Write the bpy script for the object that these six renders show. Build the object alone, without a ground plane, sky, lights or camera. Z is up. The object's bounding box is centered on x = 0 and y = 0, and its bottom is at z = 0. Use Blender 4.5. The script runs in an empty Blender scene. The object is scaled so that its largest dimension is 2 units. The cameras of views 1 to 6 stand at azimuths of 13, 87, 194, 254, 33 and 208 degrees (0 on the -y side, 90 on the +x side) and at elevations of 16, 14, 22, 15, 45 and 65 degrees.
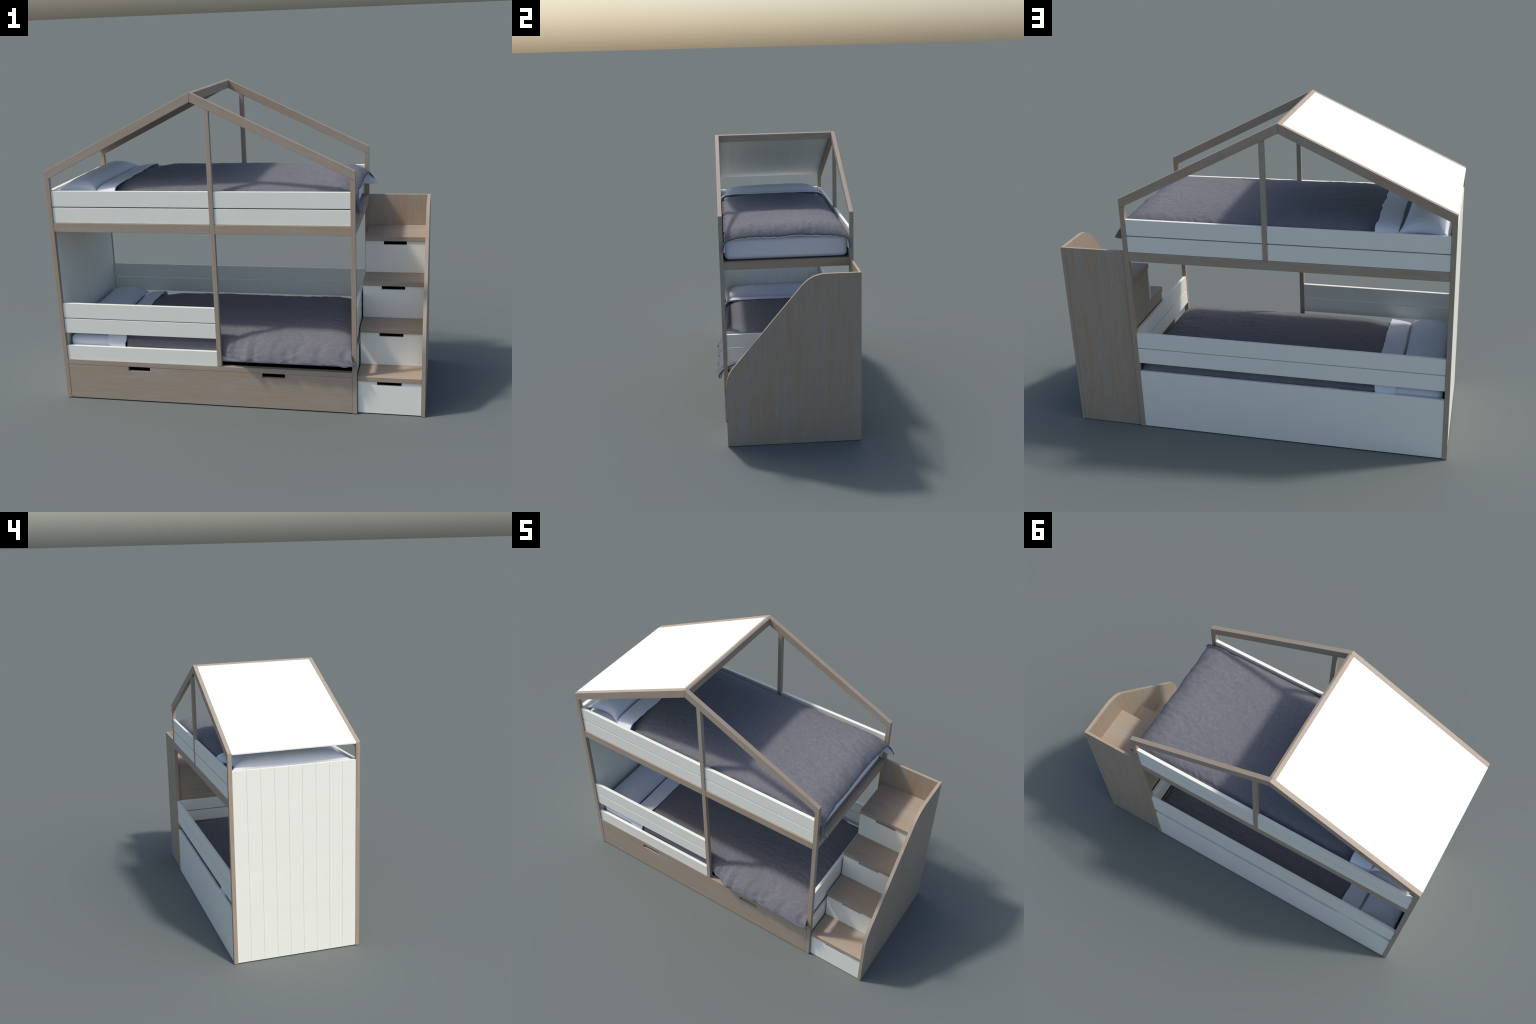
# House-shaped children's bunk bed with storage staircase and made-up bedding.
import bpy, bmesh, math
import numpy as np
from mathutils import Vector, Matrix, noise as mnoise

# ------------------------------------------------------------------ frame sizes
XL, XR = -0.999, 0.648          # bed frame ends
YF, YB = -0.381, 0.4245         # outer faces, front and back
PW = 0.0245                     # post section
XM = -0.1050                    # left face of the upright post
RIDGE_X, RIDGE_Z = -0.175, 1.699
EAVE_Z = 1.300
SLOPE = math.atan2(RIDGE_Z - EAVE_Z, RIDGE_X - XL)
RAFTER_V = 0.0485               # rafter height measured vertically
RAIL0, RAIL1 = 0.972, 1.0205    # upper bed rail
YC = 0.0220                     # centre line of the beds

# ------------------------------------------------------------------ materials
def new_mat(name):
    m = bpy.data.materials.new(name); m.use_nodes = True
    nt = m.node_tree
    return m, nt, nt.nodes["Principled BSDF"]

def add(nt, kind, **kw):
    n = nt.nodes.new(kind)
    for k, v in kw.items():
        setattr(n, k, v)
    return n

def ramp(nt, stops):
    r = nt.nodes.new("ShaderNodeValToRGB")
    el = r.color_ramp.elements
    while len(el) < len(stops):
        el.new(0.5)
    for e, (p, c) in zip(el, stops):
        e.position = p; e.color = (*c, 1)
    return r

def wood(name, grain, tilt=0.0):
    """bleached oak: grain = axis the fibres run along, tilt = rotation about y"""
    m, nt, b = new_mat(name)
    L = nt.links.new
    tc = add(nt, "ShaderNodeTexCoord")
    oi = add(nt, "ShaderNodeObjectInfo")
    off = add(nt, "ShaderNodeVectorMath", operation="SCALE"); off.inputs[0].default_value = (7.3, 3.1, 5.7)
    L(oi.outputs["Random"], off.inputs["Scale"])
    sc = {"x": (1, 11, 11), "y": (11, 1, 11), "z": (11, 11, 1)}[grain]
    r = add(nt, "ShaderNodeMapping"); r.inputs["Rotation"].default_value = (0, tilt, 0)
    L(tc.outputs["Object"], r.inputs["Vector"])
    mp = add(nt, "ShaderNodeMapping"); mp.inputs["Scale"].default_value = sc
    L(r.outputs["Vector"], mp.inputs["Vector"])
    ad = add(nt, "ShaderNodeVectorMath", operation="ADD")
    L(mp.outputs["Vector"], ad.inputs[0]); L(off.outputs["Vector"], ad.inputs[1])
    def nz(scale, detail, rough, dist=0.0):
        n = add(nt, "ShaderNodeTexNoise")
        n.inputs["Scale"].default_value = scale; n.inputs["Detail"].default_value = detail
        n.inputs["Roughness"].default_value = rough; n.inputs["Distortion"].default_value = dist
        L(ad.outputs["Vector"], n.inputs["Vector"]); return n
    broad = nz(2.4, 5, 0.66, 0.6)
    fine = nz(11.0, 5, 0.65, 0.2)
    c1 = ramp(nt, [(0.30, (0.396, 0.286, 0.192)), (0.48, (0.384, 0.310, 0.236)), (0.68, (0.376, 0.335, 0.290))])
    L(broad.outputs["Fac"], c1.inputs["Fac"])
    c2 = ramp(nt, [(0.30, (0.86, 0.82, 0.78)), (0.55, (1.0, 1.0, 1.0)), (0.78, (1.10, 1.12, 1.14))])
    L(fine.outputs["Fac"], c2.inputs["Fac"])
    mx = add(nt, "ShaderNodeMix", data_type="RGBA", blend_type="MULTIPLY")
    mx.inputs["Factor"].default_value = 0.5
    L(c1.outputs["Color"], mx.inputs[6]); L(c2.outputs["Color"], mx.inputs[7])
    L(mx.outputs[2], b.inputs["Base Color"])
    bp = add(nt, "ShaderNodeBump"); bp.inputs["Strength"].default_value = 0.08; bp.inputs["Distance"].default_value = 0.002
    L(fine.outputs["Fac"], bp.inputs["Height"]); L(bp.outputs["Normal"], b.inputs["Normal"])
    b.inputs["Roughness"].default_value = 0.55
    b.inputs["Specular IOR Level"].default_value = 0.3
    return m

def paint(name, col, rough=0.45):
    m, nt, b = new_mat(name)
    L = nt.links.new
    tc = add(nt, "ShaderNodeTexCoord")
    n = add(nt, "ShaderNodeTexNoise"); n.inputs["Scale"].default_value = 9; n.inputs["Detail"].default_value = 3
    L(tc.outputs["Object"], n.inputs["Vector"])
    r = ramp(nt, [(0.35, tuple(c * 0.985 for c in col)), (0.65, col)])
    L(n.outputs["Fac"], r.inputs["Fac"]); L(r.outputs["Color"], b.inputs["Base Color"])
    b.inputs["Roughness"].default_value = rough
    b.inputs["Specular IOR Level"].default_value = 0.35
    return m

def fabric(name, base, fleck, amount, weave=900.0, bump=0.15):
    """woven cloth: fine weave bump, melange flecks drawn out along the threads"""
    m, nt, b = new_mat(name)
    L = nt.links.new
    tc = add(nt, "ShaderNodeTexCoord")
    cols = []
    for sc, s in (((1, 5.0, 5.0), 60.0), ((5.0, 1, 5.0), 46.0)):
        mp = add(nt, "ShaderNodeMapping"); mp.inputs["Scale"].default_value = sc
        L(tc.outputs["Object"], mp.inputs["Vector"])
        n = add(nt, "ShaderNodeTexNoise"); n.inputs["Scale"].default_value = s
        n.inputs["Detail"].default_value = 4; n.inputs["Roughness"].default_value = 0.7
        L(mp.outputs["Vector"], n.inputs["Vector"])
        r = ramp(nt, [(0.50, (0, 0, 0)), (0.60, (0.16, 0.16, 0.16)), (0.74, (1, 1, 1))])
        L(n.outputs["Fac"], r.inputs["Fac"]); cols.append(r)
    mx = add(nt, "ShaderNodeMath", operation="MAXIMUM")
    L(cols[0].outputs["Color"], mx.inputs[0]); L(cols[1].outputs["Color"], mx.inputs[1])
    am = add(nt, "ShaderNodeMath", operation="MULTIPLY"); am.inputs[1].default_value = amount
    L(mx.outputs[0], am.inputs[0])
    mc = add(nt, "ShaderNodeMix", data_type="RGBA")
    mc.inputs[6].default_value = (*base, 1); mc.inputs[7].default_value = (*fleck, 1)
    L(am.outputs[0], mc.inputs["Factor"])
    L(mc.outputs[2], b.inputs["Base Color"])
    wn = add(nt, "ShaderNodeTexNoise"); wn.inputs["Scale"].default_value = weave * 0.3; wn.inputs["Detail"].default_value = 2
    L(tc.outputs["Object"], wn.inputs["Vector"])
    bp = add(nt, "ShaderNodeBump"); bp.inputs["Strength"].default_value = bump; bp.inputs["Distance"].default_value = 0.001
    L(wn.outputs["Fac"], bp.inputs["Height"]); L(bp.outputs["Normal"], b.inputs["Normal"])
    b.inputs["Roughness"].default_value = 0.9
    b.inputs["Specular IOR Level"].default_value = 0.15
    b.inputs["Sheen Weight"].default_value = 0.0
    return m

WOOD = {g: wood("oak_grain_" + g, g) for g in "xyz"}
WOOD_UP = wood("oak_rafter_rising", "x", SLOPE)
WOOD_DN = wood("oak_rafter_falling", "x", -SLOPE)
WHITE = paint("white_lacquer", (0.862, 0.864, 0.780))
VOID = paint("black_painted_slot_shadow", (0.006, 0.006, 0.007), 0.9)  # near-black base colour paints the unlit depth behind grip slots and plinth
GREY = fabric("grey_melange_cotton", (0.154, 0.154, 0.172), (0.41, 0.41, 0.435), 0.50)
LINEN = fabric("pale_blue_white_cotton", (0.72, 0.75, 0.82), (0.80, 0.82, 0.87), 0.4, bump=0.08)

# ------------------------------------------------------------------ helpers
COL = bpy.context.scene.collection

def link(name, me, mat, parent=None, smooth=False):
    ob = bpy.data.objects.new(name, me)
    COL.objects.link(ob)
    me.materials.append(mat)
    if smooth:
        for p in me.polygons:
            p.use_smooth = True
    if parent:
        ob.parent = parent
    return ob

def empty(name, loc=(0, 0, 0), parent=None):
    e = bpy.data.objects.new(name, None); COL.objects.link(e)
    e.empty_display_size = 0.1
    e.location = loc
    if parent:
        e.parent = parent
        e.matrix_parent_inverse = Matrix.Identity(4)
    return e

def finish(bm, name, mat, parent, bevel, centre=True):
    bmesh.ops.recalc_face_normals(bm, faces=bm.faces)
    if bevel:
        bmesh.ops.bevel(bm, geom=[e for e in bm.edges if e.calc_face_angle(0) > 0.15], offset=bevel,
                        segments=2, profile=0.5, affect='EDGES', clamp_overlap=True)
    c = Vector((0, 0, 0))
    if centre:
        lo = Vector([min(v.co[i] for v in bm.verts) for i in range(3)])
        hi = Vector([max(v.co[i] for v in bm.verts) for i in range(3)])
        c = (lo + hi) / 2
        bmesh.ops.translate(bm, verts=bm.verts, vec=-c)
    me = bpy.data.meshes.new(name); bm.to_mesh(me); bm.free()
    ob = link(name, me, mat, parent)
    ob.location = c
    return ob

def box(name, x0, x1, y0, y1, z0, z1, mat, parent, bevel=0.0012):
    bm = bmesh.new()
    bmesh.ops.create_cube(bm, size=1)
    for v in bm.verts:
        v.co = Vector(((x0 + x1) / 2 + v.co.x * (x1 - x0), (y0 + y1) / 2 + v.co.y * (y1 - y0),
                       (z0 + z1) / 2 + v.co.z * (z1 - z0)))
    return finish(bm, name, mat, parent, bevel)

def prism(name, outline, axis, a, b, mat, parent, bevel=0.0012):
    """extrude a 2-D outline along an axis ('x': points are (y,z); 'y': points are (x,z))"""
    bm = bmesh.new()
    mk = (lambda p, t: (t, p[0], p[1])) if axis == "x" else (lambda p, t: (p[0], t, p[1]))
    A = [bm.verts.new(mk(p, a)) for p in outline]
    B = [bm.verts.new(mk(p, b)) for p in outline]
    bm.faces.new(A); bm.faces.new(B[::-1])
    n = len(outline)
    for i in range(n):
        bm.faces.new((A[i], A[(i + 1) % n], B[(i + 1) % n], B[i]))
    return finish(bm, name, mat, parent, bevel)

def roof_z(x):                  # upper face of the rafters
    return RIDGE_Z - abs(x - RIDGE_X) * math.tan(SLOPE)

# ------------------------------------------------------------------ bed frame
bed = empty("bunk_bed")
bed["label"] = "house shaped oak and white bunk bed with drawer staircase"
bed["category"] = "bunk bed"

FRONT = (YF, YF + PW)
BACK = (YB - PW, YB)

for (y0, y1) in (FRONT, BACK):
    # corner posts end under the rafters, cut to the roof slope
    for x0, x1 in ((XL, XL + PW), (XR - PW, XR)):
        za, zb = roof_z(x0) - RAFTER_V - 0.0008, roof_z(x1) - RAFTER_V - 0.0008
        prism("corner_post", [(x0, 0), (x1, 0), (x1, zb), (x0, za)], "y", y0, y1, WOOD["z"], bed)
    # upright post next to the ridge
    zlow = 0.2335 if y0 == YF else RAIL1 + 0.001
    a, c = XM, XM + PW
    prism("upright_post", [(a, zlow), (c, zlow), (c, roof_z(c) - RAFTER_V - 0.0008), (a, roof_z(a) - RAFTER_V - 0.0008)],
          "y", y0 + 0.0004, y1 - 0.0004, WOOD["z"], bed)
    # rafters, mitred at the ridge
    for xe, mat in ((XL, WOOD_UP), (XR, WOOD_DN)):
        xr = RIDGE_X + (-0.0004 if xe < 0 else 0.0004)
        prism("rafter", [(xe, roof_z(xe)), (xr, roof_z(xr)), (xr, roof_z(xr) - RAFTER_V), (xe, roof_z(xe) - RAFTER_V)],
              "y", y0, y1, mat, bed)

# ridge beam between the two trusses
rx0, rx1 = RIDGE_X - 0.0165, RIDGE_X + 0.0125
prism("ridge_beam", [(rx0, roof_z(rx0)), (RIDGE_X, RIDGE_Z), (rx1, roof_z(rx1)), (rx1, RIDGE_Z - 0.050), (rx0, RIDGE_Z - 0.050)],
      "y", YF + PW + 0.0003, YB - PW - 0.0003, WOOD["y"], bed)

# upper bed rails
yi0, yi1 = YF + 0.0008, YF + PW - 0.0008
box("bed_rail", XL + PW + 0.0005, XM - 0.0005, yi0, yi1, RAIL0, RAIL1, WOOD["x"], bed)
box("bed_rail", XM + PW + 0.0005, XR - PW - 0.0005, yi0, yi1, RAIL0, RAIL1, WOOD["x"], bed)
box("bed_rail", XL + PW + 0.0005, XR - PW - 0.0005, YB - PW + 0.0008, YB - 0.0008, RAIL0, RAIL1, WOOD["x"], bed)
box("bed_rail", XR - PW + 0.0008, XR - 0.0008, YF + PW + 0.0005, YB - PW - 0.0005, RAIL0, RAIL1, WOOD["y"], bed)
box("bed_base", XL + 0.0262, XR - PW, YF + PW, YB - PW, RAIL0 + 0.008, RAIL1 - 0.004, WOOD["y"], bed)

# guard boards (white): (z0, z1) pairs
UP_BOARDS = ((1.0215, 1.1040), (1.1098, 1.1938))
LOW_BOARDS = ((0.3900, 0.4733), (0.4790, 0.5628))
SKIRT = (0.2320, 0.3150)
BT = 0.018
fy0, fy1 = YF + 0.006, YF + 0.006 + BT
by0, by1 = YB - 0.0035 - BT, YB - 0.0035
xa, xb, xc, xd = XL + PW + 0.0004, XM - 0.0004, XM + PW + 0.0004, XR - PW - 0.0004
for z0, z1 in UP_BOARDS:
    box("guard_board", xa, xb, fy0, fy1, z0, z1, WHITE, bed)
    box("guard_board", xc, xd, fy0, fy1, z0, z1, WHITE, bed)
    box("guard_board", xa, xb, by0, by1, z0, z1, WHITE, bed)
    box("guard_board", xc, xd, by0, by1, z0, z1, WHITE, bed)
for z0, z1 in LOW_BOARDS:
    box("guard_board", xa, xb, fy0, fy1, z0, z1, WHITE, bed)
    box("guard_board", xa, xd, by0, by1, z0, z1, WHITE, bed)
    box("guard_board", XR - 0.006 - BT, XR - 0.006, YF + PW + 0.0004, YB - PW - 0.0004, z0, z1, WHITE, bed)
box("guard_board", xa, xb, fy0, fy1, *SKIRT, WHITE, bed)
box("guard_board", XR - 0.006 - BT, XR - 0.006, YF + PW + 0.0004, YB - PW - 0.0004, *SKIRT, WHITE, bed)
box("end_panel", XR - 0.006 - BT, XR - 0.006, YF + PW + 0.0004, YB - PW - 0.0004, 0.003, SKIRT[0] - 0.001, WHITE, bed)
box("back_panel", xa, xd, by0, by1, 0.0025, 0.3380, WHITE, bed)

# plinth: top rail, long drawer front with two grip notches
box("plinth_rail", xa, xd, YF + 0.0006, YF + PW + 0.004, 0.2050, 0.2325, WOOD["x"], bed)
GRIPS = ((-0.6183, -0.4921), (0.1400, 0.2660))
zt, zg = 0.2042, 0.1795
pts = [(xa + 0.0006, 0.003)]
pts += [(xd - 0.0006, 0.003), (xd - 0.0006, zt)]
for g0, g1 in reversed(GRIPS):
    pts += [(g1, zt), (g1, zg), (g0, zg), (g0, zt)]
pts += [(xa + 0.0006, zt)]
prism("drawer_front", pts, "y", YF + 0.0012, YF + 0.0192, WOOD["x"], bed, 0.0008)
box("plinth_shadow_block", xa + 0.01, xd - 0.01, YF + 0.090, YB - 0.03, 0.012, 0.203, VOID, bed)

# tongue-and-groove planks: head wall and left roof slope
NP = 9
py = np.linspace(YF + PW + 0.0003, YB - PW - 0.0003, NP + 1)
G = 0.0003
for i in range(NP):
    a, b = py[i] + (G if i else 0), py[i + 1] - (G if i < NP - 1 else 0)
    box("wall_plank", XL + 0.003, XL + 0.0255, a, b, 0.003, 1.1945, WHITE, bed, 0.0008)
d = 0.0095
xe, xr = XL - 0.001, rx0 - 0.0004
for i in range(NP):
    a, b = py[i] + (0.00005 if i else 0), py[i + 1] - (0.00005 if i < NP - 1 else 0)
    prism("roof_plank", [(xe, roof_z(xe) - 0.0008), (xr, roof_z(xr) - 0.0008), (xr, roof_z(xr) - d), (xe, roof_z(xe) - d)],
          "y", a, b, WHITE, bed, 0.0012)
box("wall_backing", XL + 0.008, XL + 0.016, YF + PW + 0.002, YB - PW - 0.002, 0.005, 1.19, WHITE, bed)

# ------------------------------------------------------------------ staircase
SX0, SX1 = 0.6500, 1.0
SY0, SY1 = -0.3715, 0.4150
SIDE = 0.0185
stair = empty("staircase", (0, 0, 0), bed)
TOP = 1.0210

def fillet(p0, corner, p1, t, n=14):
    """points of the arc that rounds a corner, t = tangent length"""
    c = Vector(corner); a = (Vector(p0) - c).normalized(); b = (Vector(p1) - c).normalized()
    half = a.angle(b) / 2
    r = t * math.tan(half); m = c + (a + b).normalized() * (t / math.cos(half))
    s = c + a * t - m; e = c + b * t - m
    ang = s.angle_signed(e) if hasattr(s, "angle_signed") else 0
    return [tuple(m + Matrix.Rotation(-ang * i / n, 2) @ s) for i in range(n + 1)]

slope = 1.177
cy = 0.132                                   # where the sloping edge meets the top
clow = (SY0, TOP - (cy - SY0) * slope)
outline = [(SY0, 0.0), (SY1, 0.0), (SY1, TOP)]
outline += fillet((SY1, TOP), (cy, TOP), clow, 0.083)
outline += fillet((cy, TOP), clow, (SY0, 0), 0.078)
prism("side_panel", outline, "x", SX1 - SIDE, SX1, WOOD["z"], stair, 0.0)
box("rear_panel", SX0 - 0.003, SX1 - SIDE - 0.0003, SY1 - 0.0155, SY1 - 0.0006, 0.0, TOP, WOOD["z"], stair)

STEP_Y = [SY0 + 0.0006, -0.2060, -0.0405, 0.1250]
STEP_Z = [0.2100, 0.4200, 0.6300, 0.8390]
TT = 0.0265                                  # tread thickness
ix1 = SX1 - SIDE - 0.0004
for i, (y, z) in enumerate(zip(STEP_Y, STEP_Z)):
    zb = STEP_Z[i - 1] if i else 0.0
    box("stair_tread", SX0, ix1, y, SY1 - 0.0160, z - TT, z, WOOD["x"], stair)
    h = z - TT - 0.0006
    lo = zb + (0.0006 if i else 0.002)
    g0, g1, gz = 0.7515, 0.8785, z - 0.0475
    prism("drawer_front", [(SX0 + 0.0004, lo), (ix1 - 0.0006, lo), (ix1 - 0.0006, h), (g1, h), (g1, gz), (g0, gz), (g0, h), (SX0 + 0.0004, h)],
          "y", y + 0.0050, y + 0.0172, WHITE, stair, 0.0008)
    box("stair_slot_shadow_block", SX0 + 0.018, ix1 - 0.002, y + 0.0900, SY1 - 0.03, lo, h - 0.0004, VOID, stair, 0)
    box("carcass_side", SX0 + 0.0004, SX0 + 0.0164, y + 0.0178, SY1 - 0.019, lo, h, WOOD["y"], stair)

# ------------------------------------------------------------------ bedding
def nz(x, y, z, s=1.0):
    return mnoise.noise(Vector((x * s, y * s, z * s)))

def smooth(a, b, x):
    t = min(1.0, max(0.0, (x - a) / (b - a)))
    return t * t * (3 - 2 * t)

def grid_shell(name, P, Q, mat, parent, rim_smooth=True):
    """closed shell between two point grids P (outer) and Q (inner), arrays [i][j]"""
    ni, nj = len(P), len(P[0])
    verts = [p for row in P for p in row] + [q for row in Q for q in row]
    o = ni * nj
    f = []
    idx = lambda i, j: i * nj + j
    for i in range(ni - 1):
        for j in range(nj - 1):
            f.append((idx(i, j), idx(i + 1, j), idx(i + 1, j + 1), idx(i, j + 1)))
            f.append((o + idx(i, j), o + idx(i, j + 1), o + idx(i + 1, j + 1), o + idx(i + 1, j)))
    ring = [idx(i, 0) for i in range(ni)] + [idx(ni - 1, j) for j in range(1, nj)] + \
           [idx(i, nj - 1) for i in range(ni - 2, -1, -1)] + [idx(0, j) for j in range(nj - 2, 0, -1)]
    for k in range(len(ring)):
        a, b = ring[k], ring[(k + 1) % len(ring)]
        f.append((a, o + a, o + b, b))
    me = bpy.data.meshes.new(name)
    me.from_pydata([tuple(v) for v in verts], [], f)
    bm = bmesh.new(); bm.from_mesh(me)
    bmesh.ops.recalc_face_normals(bm, faces=bm.faces)
    bm.to_mesh(me); bm.free()
    return link(name, me, mat, parent, smooth=True)

class Drape:
    """quilt surface: x along the bed, q in [-1,1] across it (|q|=1 is the hem).
    The cross-section is a flat superellipse, walked at equal arc length."""
    W, H = 0.3765, 0.150

    def __init__(s, crown, hem_back, hem_front, foot, flap, flare, seed, sink, N=4.6, head=None, pinch=0.0):
        s.crown, s.foot, s.flap, s.flare, s.seed, s.sink = crown, foot, flap, flare, seed, sink
        s.N, s.head, s.pinch = N, head, pinch
        a = np.linspace(0, math.pi / 2, 900)
        y = s.W * np.sin(a) ** (2 / s.N)
        d = s.H * (1 - np.cos(a) ** (2 / s.N))
        y = np.append(y, s.W); d = np.append(d, s.H + 0.05)
        s.sec = {}
        for side, hem in ((1, hem_back), (-1, hem_front)):
            arc = np.append(0, np.cumsum(np.hypot(np.diff(y), np.diff(d))))
            end = np.interp(hem, d, arc)
            s.sec[side] = (arc / end, y, d, hem)

    def base(s, x, q, t=0.0):
        """t in [0,1] = progress along the length, for the roll-over at the foot"""
        side = 1 if q >= 0 else -1
        u, Y, D, hem = s.sec[side]
        y = float(np.interp(abs(q), u, Y)); d = float(np.interp(abs(q), u, D))
        f = min(1.0, d / s.H)
        if t > 0:
            w = max(0.0, (t - 0.885) / 0.115)
            roll = (1 - math.sqrt(1 - (0.93 * min(1.0, w)) ** 2.2)) / 0.615
            d += s.sink * roll * (1 - f)
            k = smooth(0.80, 1.0, t)
            x += s.flap * f ** 0.9 * k
            y += 0.011 * f * k
        if s.head is not None:                         # thinner under the cuff, shoulders drawn in
            k = 1 - smooth(s.head, s.head + 0.16, x)
            d += k * 0.017 * (1 - f) + s.pinch * k * k * math.sin(math.pi * min(1.0, f * 1.6)) * (f < 0.625)
        if side < 0 and s.flare:
            y += s.flare * smooth(-0.105, 0.075, x) * smooth(0.012, 0.150, d) ** 0.9
        return Vector((x, YC + side * y, s.crown - d))

    def normal(s, x, q, t=0.0):
        e = 0.006
        px = s.base(x + e, q, t) - s.base(x - e, q, t)
        pq = s.base(x, min(1, q + 0.02), t) - s.base(x, max(-1, q - 0.02), t)
        return px.cross(pq).normalized()

    def relief(s, x, q, t):
        """height of lumps, gathers and creases along the normal"""
        sd = s.seed
        side = 1 if q >= 0 else -1
        g = smooth(0.55, 0.93, abs(q))                 # towards the long edges
        lively = 0.30 + 0.70 * smooth(-0.30, 0.10, x)
        h = 0.0050 * nz(x * 3.1, q * 2.6, sd)
        wx = x + 0.05 * nz(x * 4, q * 5, sd + 40)
        h += 0.0022 * nz(wx * 8 + 1.5 * q, q * 8.0, sd + 7)
        h += 0.0040 * (0.3 - abs(nz(wx * 13 - 4 * q, q * 13, sd + 13)))
        h += 0.0018 * nz(wx * 38 + 3 * q, q * 24, sd + 19) + 0.0006 * nz(x * 75, q * 46, sd + 29)
        lean = 0.55 * q * (1 if side > 0 else -1)
        f = nz(wx * 11 + lean * 2.2, side * 3.1 + abs(q) * 0.9, sd + 23) + 0.55 * nz(wx * 24 + lean * 3, abs(q) * 1.6, sd + 27)
        amp = 0.0075
        if side < 0 and s.flare:
            amp = 0.0075 + 0.0105 * smooth(-0.1, 0.05, x) * smooth(0.62, 1.0, abs(q))
        h += amp * f * g * lively
        if s.head is not None:
            h *= 0.15 + 0.85 * smooth(s.head + 0.01, s.head + 0.10, x)
        if t > 0.8:
            k = smooth(0.82, 0.97, t) * (1 - g)
            h += 0.0038 * nz(q * 17 + x * 4, x * 7, sd + 31) * k
        return h

def q_values(n):
    # a little denser towards the hems
    return [math.copysign(1 - (1 - abs(v)) ** 1.12, v) for v in np.linspace(-1, 1, n)]

def grid_normals(P):
    A = np.array([[tuple(p) for p in r] for r in P])
    n = np.cross(np.gradient(A, axis=0), np.gradient(A, axis=1))
    n /= np.linalg.norm(n, axis=2, keepdims=True) + 1e-12
    for _ in range(6):
        m = np.pad(n, ((1, 1), (1, 1), (0, 0)), mode="edge")
        n = (m[:-2, 1:-1] + m[2:, 1:-1] + m[1:-1, :-2] + m[1:-1, 2:] + 2 * n) / 6
    n /= np.linalg.norm(n, axis=2, keepdims=True)
    return A, n

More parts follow.
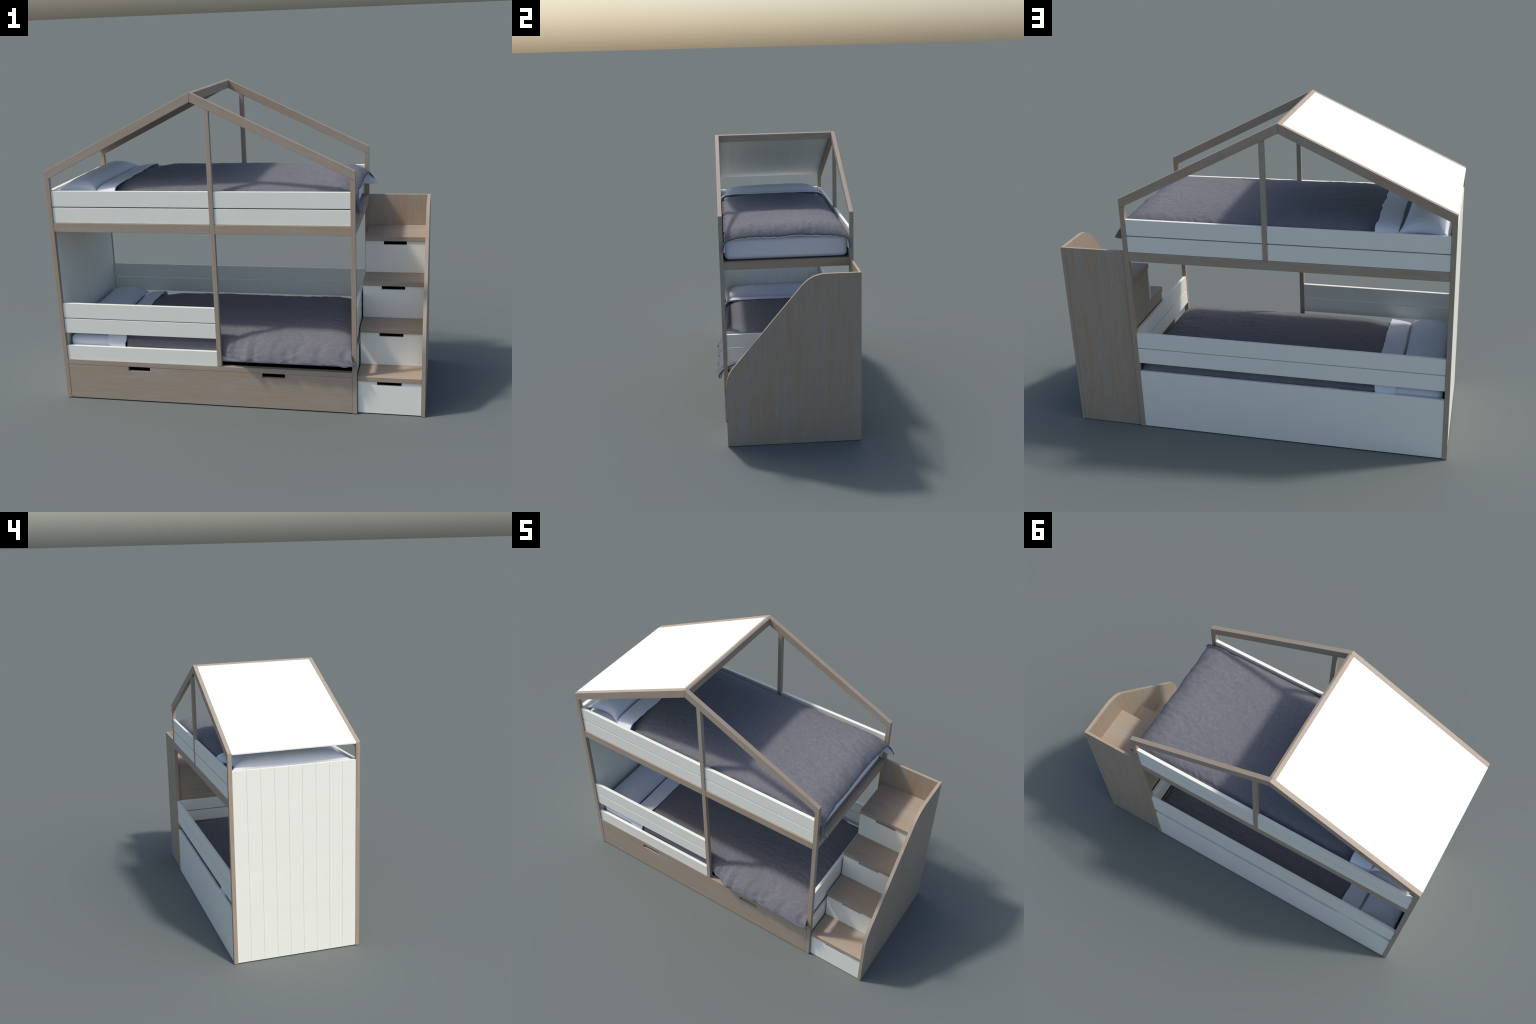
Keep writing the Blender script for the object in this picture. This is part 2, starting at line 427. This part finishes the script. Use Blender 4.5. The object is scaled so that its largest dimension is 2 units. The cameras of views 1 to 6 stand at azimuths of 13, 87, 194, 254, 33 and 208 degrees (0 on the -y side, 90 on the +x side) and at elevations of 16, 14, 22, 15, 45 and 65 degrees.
def make_duvet(dr, cuff, head_x, parent_label):
    NX, NQ = 300, 230
    qs = q_values(NQ)
    x0, x1 = head_x, dr.foot
    R = []
    for i in range(NX):
        t = i / (NX - 1)
        row = []
        for q in qs:
            side = 1 if q >= 0 else -1
            x = x0 + (x1 - x0 + 0.005 * nz(q * 7, dr.seed, 1.7) * smooth(0.9, 1, t)) * t
            p = dr.base(x, q, t) + dr.normal(x, q, t) * dr.relief(x, q, t)
            edge = abs(q) ** 14
            p.z += edge * (0.0050 * nz(x * 11, side * 5.0, dr.seed + 50) + 0.003 * nz(x * 27, side, dr.seed + 60))
            # rounded corners of the quilt
            p.z += 0.005 * max(0.0, (t - 0.982) / 0.018) ** 2.2 * smooth(0.90, 1.0, abs(q))
            lim = YF + PW - 0.0005
            inside = 0.3735 * smooth(-0.004, 0.010, dr.crown - 0.050 - p.z) * (1 - smooth(0.86, 0.92, t))   # stay outside the mattress
            if side > 0:
                p.y = min(max(p.y, YC + inside), by0 - 0.001)
            elif not (dr.flare and x > -0.104) and x < XR - PW:
                p.y = max(min(p.y, YC - inside), lim)
            row.append(p)
        R.append(row)
    A, n = grid_normals(R)
    qq = np.abs(np.array(qs))[None, :, None]
    tt = np.linspace(0, 1, NX)[:, None, None]
    lip = np.zeros_like(A)
    lip[..., 2] = (-0.0025 * qq ** 30 * (1 - tt ** 30))[..., 0]
    mid_part = 1 - np.clip((qq - 0.50) / 0.22, 0, 1)
    lip[..., 0] = (0.0012 * tt ** 60 * mid_part)[..., 0]
    cover = grid_shell("duvet", A, A - n * 0.0065, GREY, None)
    cover["label"] = parent_label
    cover["category"] = "duvet"
    grid_shell("duvet_lining", A - n * (0.0075 + 0.0030 * tt ** 12) + lip, A - n * (0.0120 + 0.0120 * tt ** 12 * mid_part) + lip, LINEN, cover)
    # turned-back white cuff at the head end
    NC, NQ2 = 40, 200
    cx0, cx1 = head_x - 0.101, head_x + 0.008
    loop = []
    for k in range(NC):
        a = 2 * math.pi * k / NC
        u = 0.5 - 0.5 * math.cos(a)            # 0 at the folded edge, 1 at the free edge
        thick = 0.0125 * (1 - 0.55 * u)
        loop.append((u, math.copysign(abs(math.sin(a)) ** 0.5, math.sin(a)) * thick))
    P = []
    for j in range(NQ2):
        q = (-1 + 2 * j / (NQ2 - 1))
        q = math.copysign(1 - (1 - abs(q)) ** 1.12, q)
        wob0 = 0.006 * nz(q * 2.5, dr.seed, 3.3)
        wob1 = 0.008 * nz(q * 4.0, dr.seed + 2, 8.3) + 0.004 * nz(q * 11.0, dr.seed + 2, 1.3)
        row = []
        for u, o in loop:
            x = (cx0 + wob0) + (cx1 + wob1 - cx0 - wob0) * u
            nn = cuff.normal(x, q * 0.985)
            h = 0.0025 * nz(x * 6, q * 5, dr.seed + 70) + 0.0012 * nz(x * 25, q * 18, dr.seed + 74)
            p = cuff.base(x, q * 0.985) + nn * (o + 0.0030 + 0.0065 * u * u - 0.012 * (1 - u) + h)
            p.y = min(max(p.y, YF + PW + 0.0006), by0 - 0.0006)
            row.append(p)
        P.append(row)
    verts = [v for r in P for v in r]; n = NC; f = []
    for j in range(NQ2 - 1):
        for k in range(n):
            f.append((j * n + k, j * n + (k + 1) % n, (j + 1) * n + (k + 1) % n, (j + 1) * n + k))
    f.append(tuple(range(n))); f.append(tuple((NQ2 - 1) * n + k for k in range(n - 1, -1, -1)))
    me = bpy.data.meshes.new("duvet_cuff"); me.from_pydata([tuple(v) for v in verts], [], f)
    bm = bmesh.new(); bm.from_mesh(me); bmesh.ops.recalc_face_normals(bm, faces=bm.faces); bm.to_mesh(me); bm.free()
    link("duvet_cuff", me, LINEN, cover, smooth=True)
    return cover

def make_mattress(z0, z1, x0, x1, hw):
    bm = bmesh.new()
    bmesh.ops.create_cube(bm, size=1)
    for v in bm.verts:
        v.co = Vector(((x0 + x1) / 2 + v.co.x * (x1 - x0), YC + v.co.y * 2 * hw, (z0 + z1) / 2 + v.co.z * (z1 - z0)))
    ob = finish(bm, "mattress", LINEN, bed, 0)
    bm = bmesh.new(); bm.from_mesh(ob.data)
    bmesh.ops.bevel(bm, geom=bm.edges[:], offset=0.030, segments=7, profile=0.5, affect='EDGES')
    bm.to_mesh(ob.data); bm.free()
    for p in ob.data.polygons:
        p.use_smooth = True
    return ob

def make_pillow(cx, cy, zseam, hx, hy, up, down, pinch, seed, soft):
    """stuffed cushion: two bulging faces meeting in a seam, corners pulled out"""
    N, M = 60, 90
    top, bot = [], []
    for i in range(N):
        u = -1 + 2 * i / (N - 1)
        u = math.sin(u * math.pi / 2)
        rt, rb = [], []
        for j in range(M):
            v = -1 + 2 * j / (M - 1)
            v = math.sin(v * math.pi / 2)
            x = cx + hx * u * (1 - pinch * (1 - v * v) * 0.0 - pinch * (v * v) ** 3 * -0.4) - hx * pinch * u * (1 - v * v) * 0.25
            y = cy + hy * v * (1 - pinch * 0.35 * (1 - u * u))
            eu = (1 - abs(u) ** 2.6) ** (soft[0] if u < 0 else soft[1])
            prof = eu * ((1 - abs(v) ** 7.0) ** 0.50)
            lump = 0.004 * nz(u * 1.7, v * 3.0, seed) * prof
            crease = 0.003 * nz(u * 5, v * 9, seed + 5) * prof * smooth(0.55, 0.95, max(abs(u), abs(v)))
            lean = 1 + 0.06 * v
            rt.append(Vector((x, y, zseam + up * prof * lean + lump + crease)))
            rb.append(Vector((x, y, zseam - 0.0015 - down * prof)))
        top.append(rt); bot.append(rb)
    ob = grid_shell("pillow", top, bot, LINEN, None)
    ob["label"] = "soft white cotton pillow in a plain case"
    ob["category"] = "pillow"
    return ob

# upper bunk
make_mattress(1.0225, 1.1600, -0.965, 0.617, 0.3715)
upper = Drape(crown=1.2295, hem_back=0.142, hem_front=0.144, foot=0.650, flap=0.048, flare=0.0, seed=2.0, sink=0.058, head=-0.628, pinch=0.020)
upper_cuff = Drape(crown=1.2085, hem_back=0.100, hem_front=0.100, foot=0.6, flap=0, flare=0.0, seed=2.0, sink=0, N=9.0)
make_duvet(upper, upper_cuff, -0.628, "grey melange duvet with white reverse and turned cuff")
make_pillow(-0.842, YC, 1.187, 0.102, 0.368, 0.058, 0.029, 0.30, 1.0, (0.75, 0.60))

# lower bunk
make_mattress(0.2400, 0.3660, -0.962, 0.6170, 0.3705)
lower = Drape(crown=0.4190, hem_back=0.084, hem_front=0.134, foot=0.609, flap=0.032, flare=0.060, seed=11.0, sink=0.042, head=-0.634, pinch=0.005)
lower_cuff = Drape(crown=0.3970, hem_back=0.090, hem_front=0.090, foot=0.6, flap=0, flare=0.0, seed=11.0, sink=0, N=9.0)
make_duvet(lower, lower_cuff, -0.634, "grey melange duvet draped over the lower bunk front")
make_pillow(-0.853, YC, 0.388, 0.106, 0.360, 0.058, 0.024, 0.08, 6.0, (0.50, 0.72))
